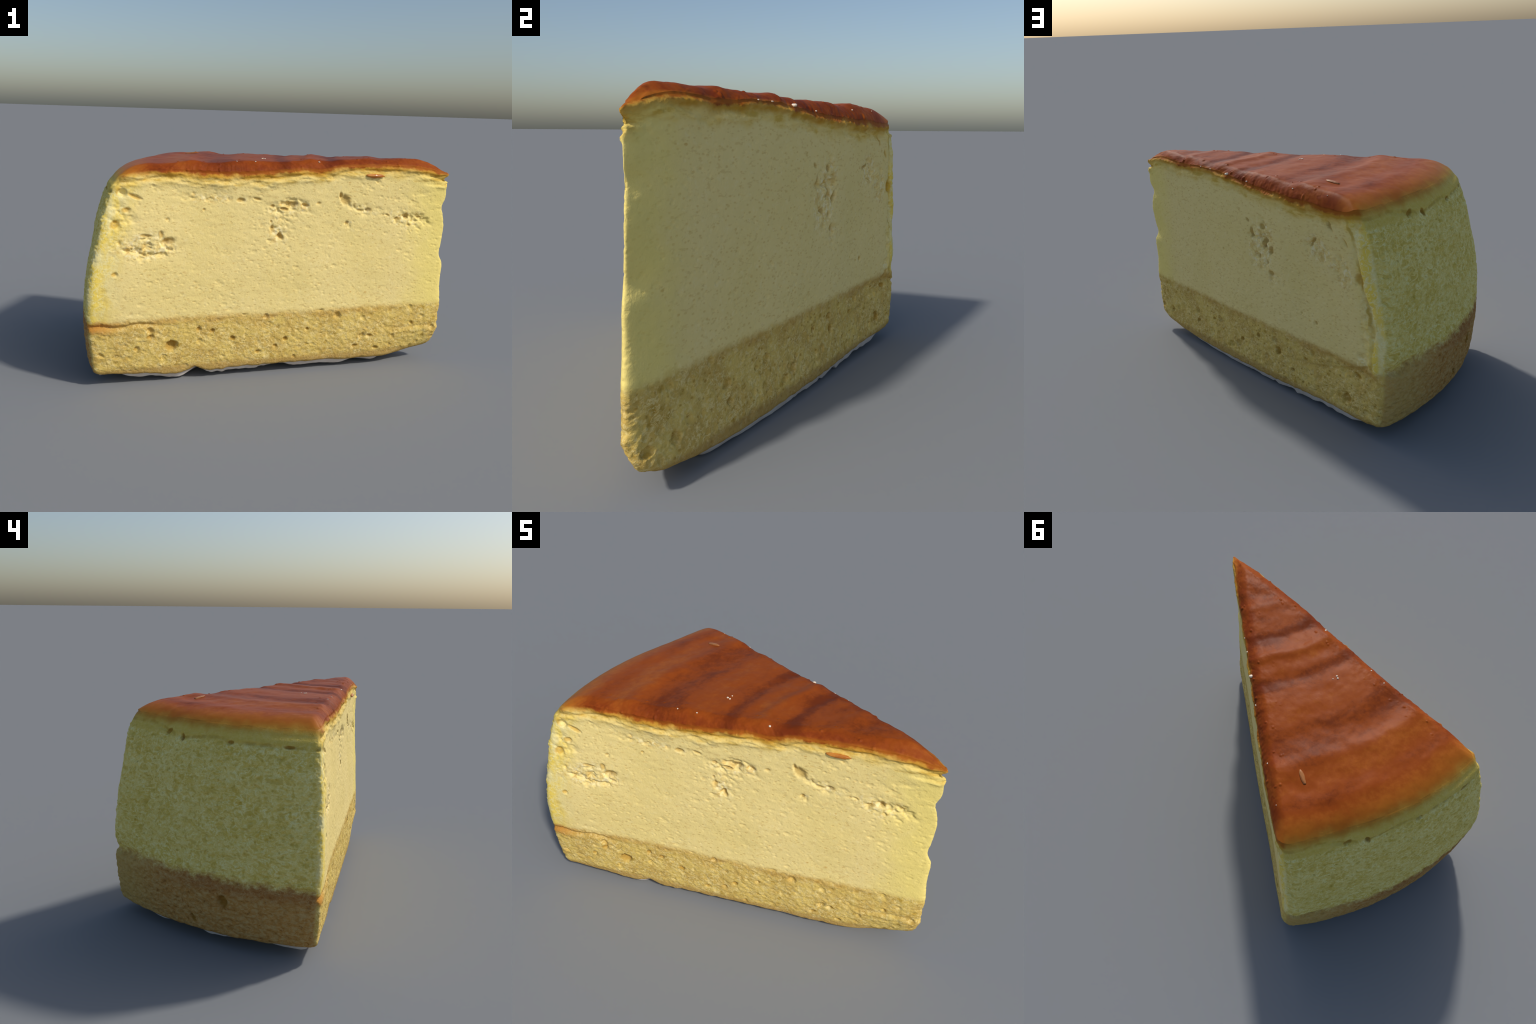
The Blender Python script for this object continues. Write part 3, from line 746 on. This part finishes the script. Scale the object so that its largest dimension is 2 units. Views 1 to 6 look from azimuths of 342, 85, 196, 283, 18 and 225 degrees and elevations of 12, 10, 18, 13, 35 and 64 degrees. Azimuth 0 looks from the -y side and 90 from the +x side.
    crackz = n.add(n.fcurve(arcl, SIDE_CRACK, -0.1, 1.2, 0.9, 1.1), n.mul(n.sub(n.noise(n.vec(arcl, 0.0, 0.0), 22, 3), 0.5), 0.022))
    crk = n.mul(n.step(0.011, 0.003, n.m("ABSOLUTE", n.sub(z, crackz))), n.step(0.38, 0.58, n.noise(n.vec(arcl, 0.3, 0.0), 13, 2), 0.15, 1.0))
    sd = n.mix(n.mul(crk, 0.42), sd, (0.34, 0.20, 0.025))
    shole = n.step(0.12, 0.45, n.add(n.ellipses(sv, only(SIDE_HOLES, part), 1.3), n.mul(n.sub(fine, 0.5), 0.3)))
    sd = n.mix(n.mul(shole, 0.75), sd, (0.34, 0.17, 0.02))
    on_side = n.step(-0.004, 0.022, n.sub(n.sub(dep_c, inn), n.mul(midc, 0.03)))
    col = n.mix(on_side, cut, sd)
    # --- crust: concentric bands
    rw = n.add(rho, n.mul(n.sub(n.noise(co, 3.5, 2), 0.5), 0.10))
    bandc = n.fcurve(rw, [(0.0, 0.45), (0.15, 0.62), (0.28, 0.50), (0.40, 0.42), (0.50, 0.52), (0.61, 0.44), (0.66, 0.16), (0.70, 0.38), (0.80, 0.58),
                          (0.905, 0.44), (0.95, 0.20), (0.99, 0.42), (1.12, 0.55), (1.20, 0.42), (1.30, 0.32), (1.37, 0.36), (1.46, 0.58),
                          (1.54, 0.62), (1.60, 0.42), (1.68, 0.70), (1.76, 0.82), (1.88, 0.95)], 0.0, 1.9, 0.0, 1.0)
    streak = n.noise(n.vec(n.mul(rw, 5.0), n.mul(th, 0.035), 0.0), 3.0, 5, 0.6)
    bandc = n.add(bandc, n.mul(n.sub(streak, 0.5), 0.55))
    bandc = n.add(bandc, n.mul(n.sub(fine, 0.5), 0.55))
    bandc = n.add(bandc, n.mul(n.sub(big, 0.5), 0.7))
    cr = n.mix(n.step(0.10, 0.55, bandc), CRUST_DARK, CRUST)
    cr = n.mix(n.step(0.50, 1.0, bandc), cr, CRUST_LIGHT)
    lipm = n.mul(n.step(0.085, 0.02, n.add(dep_c, n.mul(midc, 0.10))), n.step(1.78, 1.6, rho))
    cr = n.mix(n.mul(lipm, n.step(0.38, 0.58, n.noise(co, 16, 3, 0.6), 0.75, 0.15)), cr, (0.19, 0.030, 0.006))
    cr = n.mix(n.mul(n.mul(n.step(0.016, 0.004, below), n.step(-0.014, -0.002, n.add(below, n.mul(midc, 0.03)))), n.mul(n.step(0.035, 0.015, dep_c), 0.6)), cr, (0.46, 0.15, 0.015))
    cr = n.mix(n.mul(n.step(1.66, 1.84, n.add(rw, n.mul(midc, 0.16))), 0.75), cr, CRUST_EDGE)
    # crust on its sides: fades through orange into the crumb
    hz = n.add(n.add(z, n.mul(midc, 0.05)), n.mul(n.sub(n.noise(n.vec(n.mul(th, 0.0342), 0.0, n.mul(z, 0.5)), 6.5, 3), 0.5), 0.055))
    side_crust = n.step(1.045, 1.105, hz)
    cut_crust = n.step(0.017, 0.001, n.add(n.add(below, n.mul(midc, 0.055)), n.mul(n.sub(fine, 0.5), 0.018)))
    is_cut = n.mx(front_w, n.mx(rear_w, n.step(0.10, 0.16, inn)))
    crustw = n.add(n.mul(cut_crust, is_cut), n.mul(side_crust, n.sub(1.0, is_cut)))
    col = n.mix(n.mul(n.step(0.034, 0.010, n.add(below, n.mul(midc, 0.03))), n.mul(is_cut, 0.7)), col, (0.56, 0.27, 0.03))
    col = n.mix(n.mul(n.step(1.022, 1.080, hz), n.mul(n.sub(1.0, is_cut), 0.8)), col, (0.60, 0.30, 0.035))
    col = n.mix(crustw, col, cr)
    n.put(n.bsdf.inputs["Base Color"], col)
    gloss = n.mul(crustw, 1.0)
    gloss = n.mul(gloss, n.sub(1.0, n.mul(lipm, 0.9)))
    n.put(n.bsdf.inputs["Roughness"], n.add(n.mul(gloss, roughness[1] - roughness[0]), roughness[0]))
    n.bsdf.inputs["Specular IOR Level"].default_value = 0.07
    if coat:
        n.put(n.bsdf.inputs["Coat Weight"], n.mul(gloss, coat))
        n.bsdf.inputs["Coat Roughness"].default_value = 0.28
    b = n.t.nodes.new("ShaderNodeBump")
    b.inputs["Strength"].default_value, b.inputs["Distance"].default_value = bump, 0.006
    rough_h = n.add(n.mul(n.noise(co, 95, 4, 0.65), n.add(n.mul(crustw, -0.75), 1.0)), n.mul(n.mul(pore, n.sub(1.0, crustw)), -0.35))
    n.put(b.inputs["Height"], rough_h)
    n.t.links.new(b.outputs[0], n.bsdf.inputs["Normal"])
    return n.mat


def plain_material(name, colour, colour2, scale, roughness=0.6, coat=0.0):
    n = Nodes(name)
    n.put(n.bsdf.inputs["Base Color"], n.mix(n.step(0.35, 0.65, n.noise(n.co, scale, 4)), colour, colour2))
    n.bsdf.inputs["Roughness"].default_value = roughness
    n.bsdf.inputs["Specular IOR Level"].default_value = 0.3
    n.bsdf.inputs["Coat Weight"].default_value = coat
    return n.mat


MATS = {
    "browned_crust": cake_material("glossy_browned_crust", "browned_crust", (0.6, 0.42), 0.0, 0.25),
    "cheese_filling": cake_material("pale_cheese_filling", "cheese_filling", (0.75, 0.5), 0.3, 0.35),
    "sponge_side": cake_material("fluffy_baked_side", "sponge_side", (0.8, 0.5), 0.3, 0.5),
    "sponge_base": cake_material("sponge_crumb", "sponge_base", (0.85, 0.6), 0.0, 0.6),
    "paper_liner": plain_material("white_paper", (0.70, 0.64, 0.58), (0.62, 0.54, 0.47), 9, 0.7),
}

tri_low = [(NR * NS, int(b), int(a)) for a, b in zip(range(NS), np.roll(np.arange(NS), -1))]
tri_top = [(NR * NS + 1, (NR - 1) * NS + a, (NR - 1) * NS + int(b)) for a, b in zip(range(NS), np.roll(np.arange(NS), -1))]
for k, name in enumerate(PARTS):
    q = QUADS[region == k]
    extra = tri_top if k == 0 else tri_low if k == 4 else []
    ids = np.unique(np.concatenate([q.reshape(-1), np.array(extra, int).reshape(-1)]))
    back = np.full(len(VERTS), -1)
    back[ids] = np.arange(len(ids))
    faces = back[q]
    if extra:
        faces = list(faces) + [back[list(t)] for t in extra]
    add(name, make_mesh(name, VERTS[ids], faces, NORMS[ids]), MATS[name])

# ------------------------------------------------------------------ loose bits
rng = np.random.default_rng(7)
TOPV = G[W1:].reshape(-1, 3)


def on_top(px_, py_):
    k = np.argmin((TOPV[:, 0] - px_) ** 2 + (TOPV[:, 1] - py_) ** 2)
    return TOPV[k]


def lump(name, size, squash, seed, seg=14):
    """A small irregular rounded lump."""
    u = np.linspace(0, math.pi, seg)
    v = np.linspace(0, 2 * math.pi, 2 * seg, endpoint=False)
    uu, vv = np.meshgrid(u[1:-1], v, indexing="ij")
    d = np.stack([np.sin(uu) * np.cos(vv), np.sin(uu) * np.sin(vv), np.cos(uu)], -1).reshape(-1, 3)
    d = np.concatenate([d, [[0, 0, 1], [0, 0, -1]]])
    p = d * (1 + 0.22 * fbm(d * 1.8 + seed, 2, seed))[:, None] * np.array(size) * np.array([1, 1, squash])
    m, faces = 2 * seg, []
    rows = seg - 2
    for a in range(rows - 1):
        for b in range(m):
            faces.append((a * m + b, (a + 1) * m + b, (a + 1) * m + (b + 1) % m, a * m + (b + 1) % m))
    for b in range(m):
        faces.append((rows * m, b, (b + 1) % m))
        faces.append((rows * m + 1, (rows - 1) * m + (b + 1) % m, (rows - 1) * m + b))
    return make_mesh(name, p, faces)


glint_mat = plain_material("pale_glint_lump", (0.85, 0.74, 0.58), (0.78, 0.60, 0.40), 40, 0.35, 0.3)
glint_meshes = [lump("crumb", (0.0062, 0.0046, 0.0046), 0.7, 3), lump("crumb", (0.0050, 0.0046, 0.0040), 0.8, 11)]
GLINT_LUMPS = [(0.303, -0.026, 2.0), (-0.035, -0.335, 1.1), (-0.022, -0.345, 0.9), (-0.020, -0.315, 0.7), (0.430, -0.115, 0.8), (0.500, -0.17, 0.7),  # lumps modelled where white specular sparkles sit; the first is a real crumb
          (0.160, 0.068, 0.9), (-0.13, 0.26, 0.8), (0.225, -0.515, 1.1), (-0.125, -0.50, 0.8), (-0.22, -0.49, 0.7), (-0.32, 0.385, 0.5)]
for k, (cx, cy, sc) in enumerate(GLINT_LUMPS):
    p = on_top(cx, cy)
    ob = add("crumb", glint_meshes[k % 2], glint_mat)
    ob.location = p + np.array([0, 0, 0.001])
    ob.rotation_euler = (0, 0, rng.uniform(0, 6.28))
    ob.scale = (sc, sc, sc)

# a sliver of nut stuck in the glaze
nut = lump("almond_sliver", (0.040, 0.012, 0.006), 1.0, 21)
ob = add("almond_sliver", nut, plain_material("toasted_almond", (0.44, 0.17, 0.045), (0.36, 0.12, 0.03), 30, 0.45, 0.2))
p = on_top(-0.306, 0.197)
ob.location = p + np.array([0, 0, 0.001])
ob.rotation_euler = (0.0, 0.12, math.radians(152))

# a scrap of browned crust hanging in the front cut
scrap = lump("crust_scrap", (0.052, 0.010, 0.011), 1.0, 33)
ob = add("crust_scrap", scrap, plain_material("orange_crust_scrap", (0.60, 0.23, 0.03), (0.42, 0.13, 0.015), 24, 0.5, 0.2))
ob.location = (0.540, -0.553, 1.071)
ob.rotation_euler = (0.1, 0.04, 0)

bpy.context.view_layer.update()
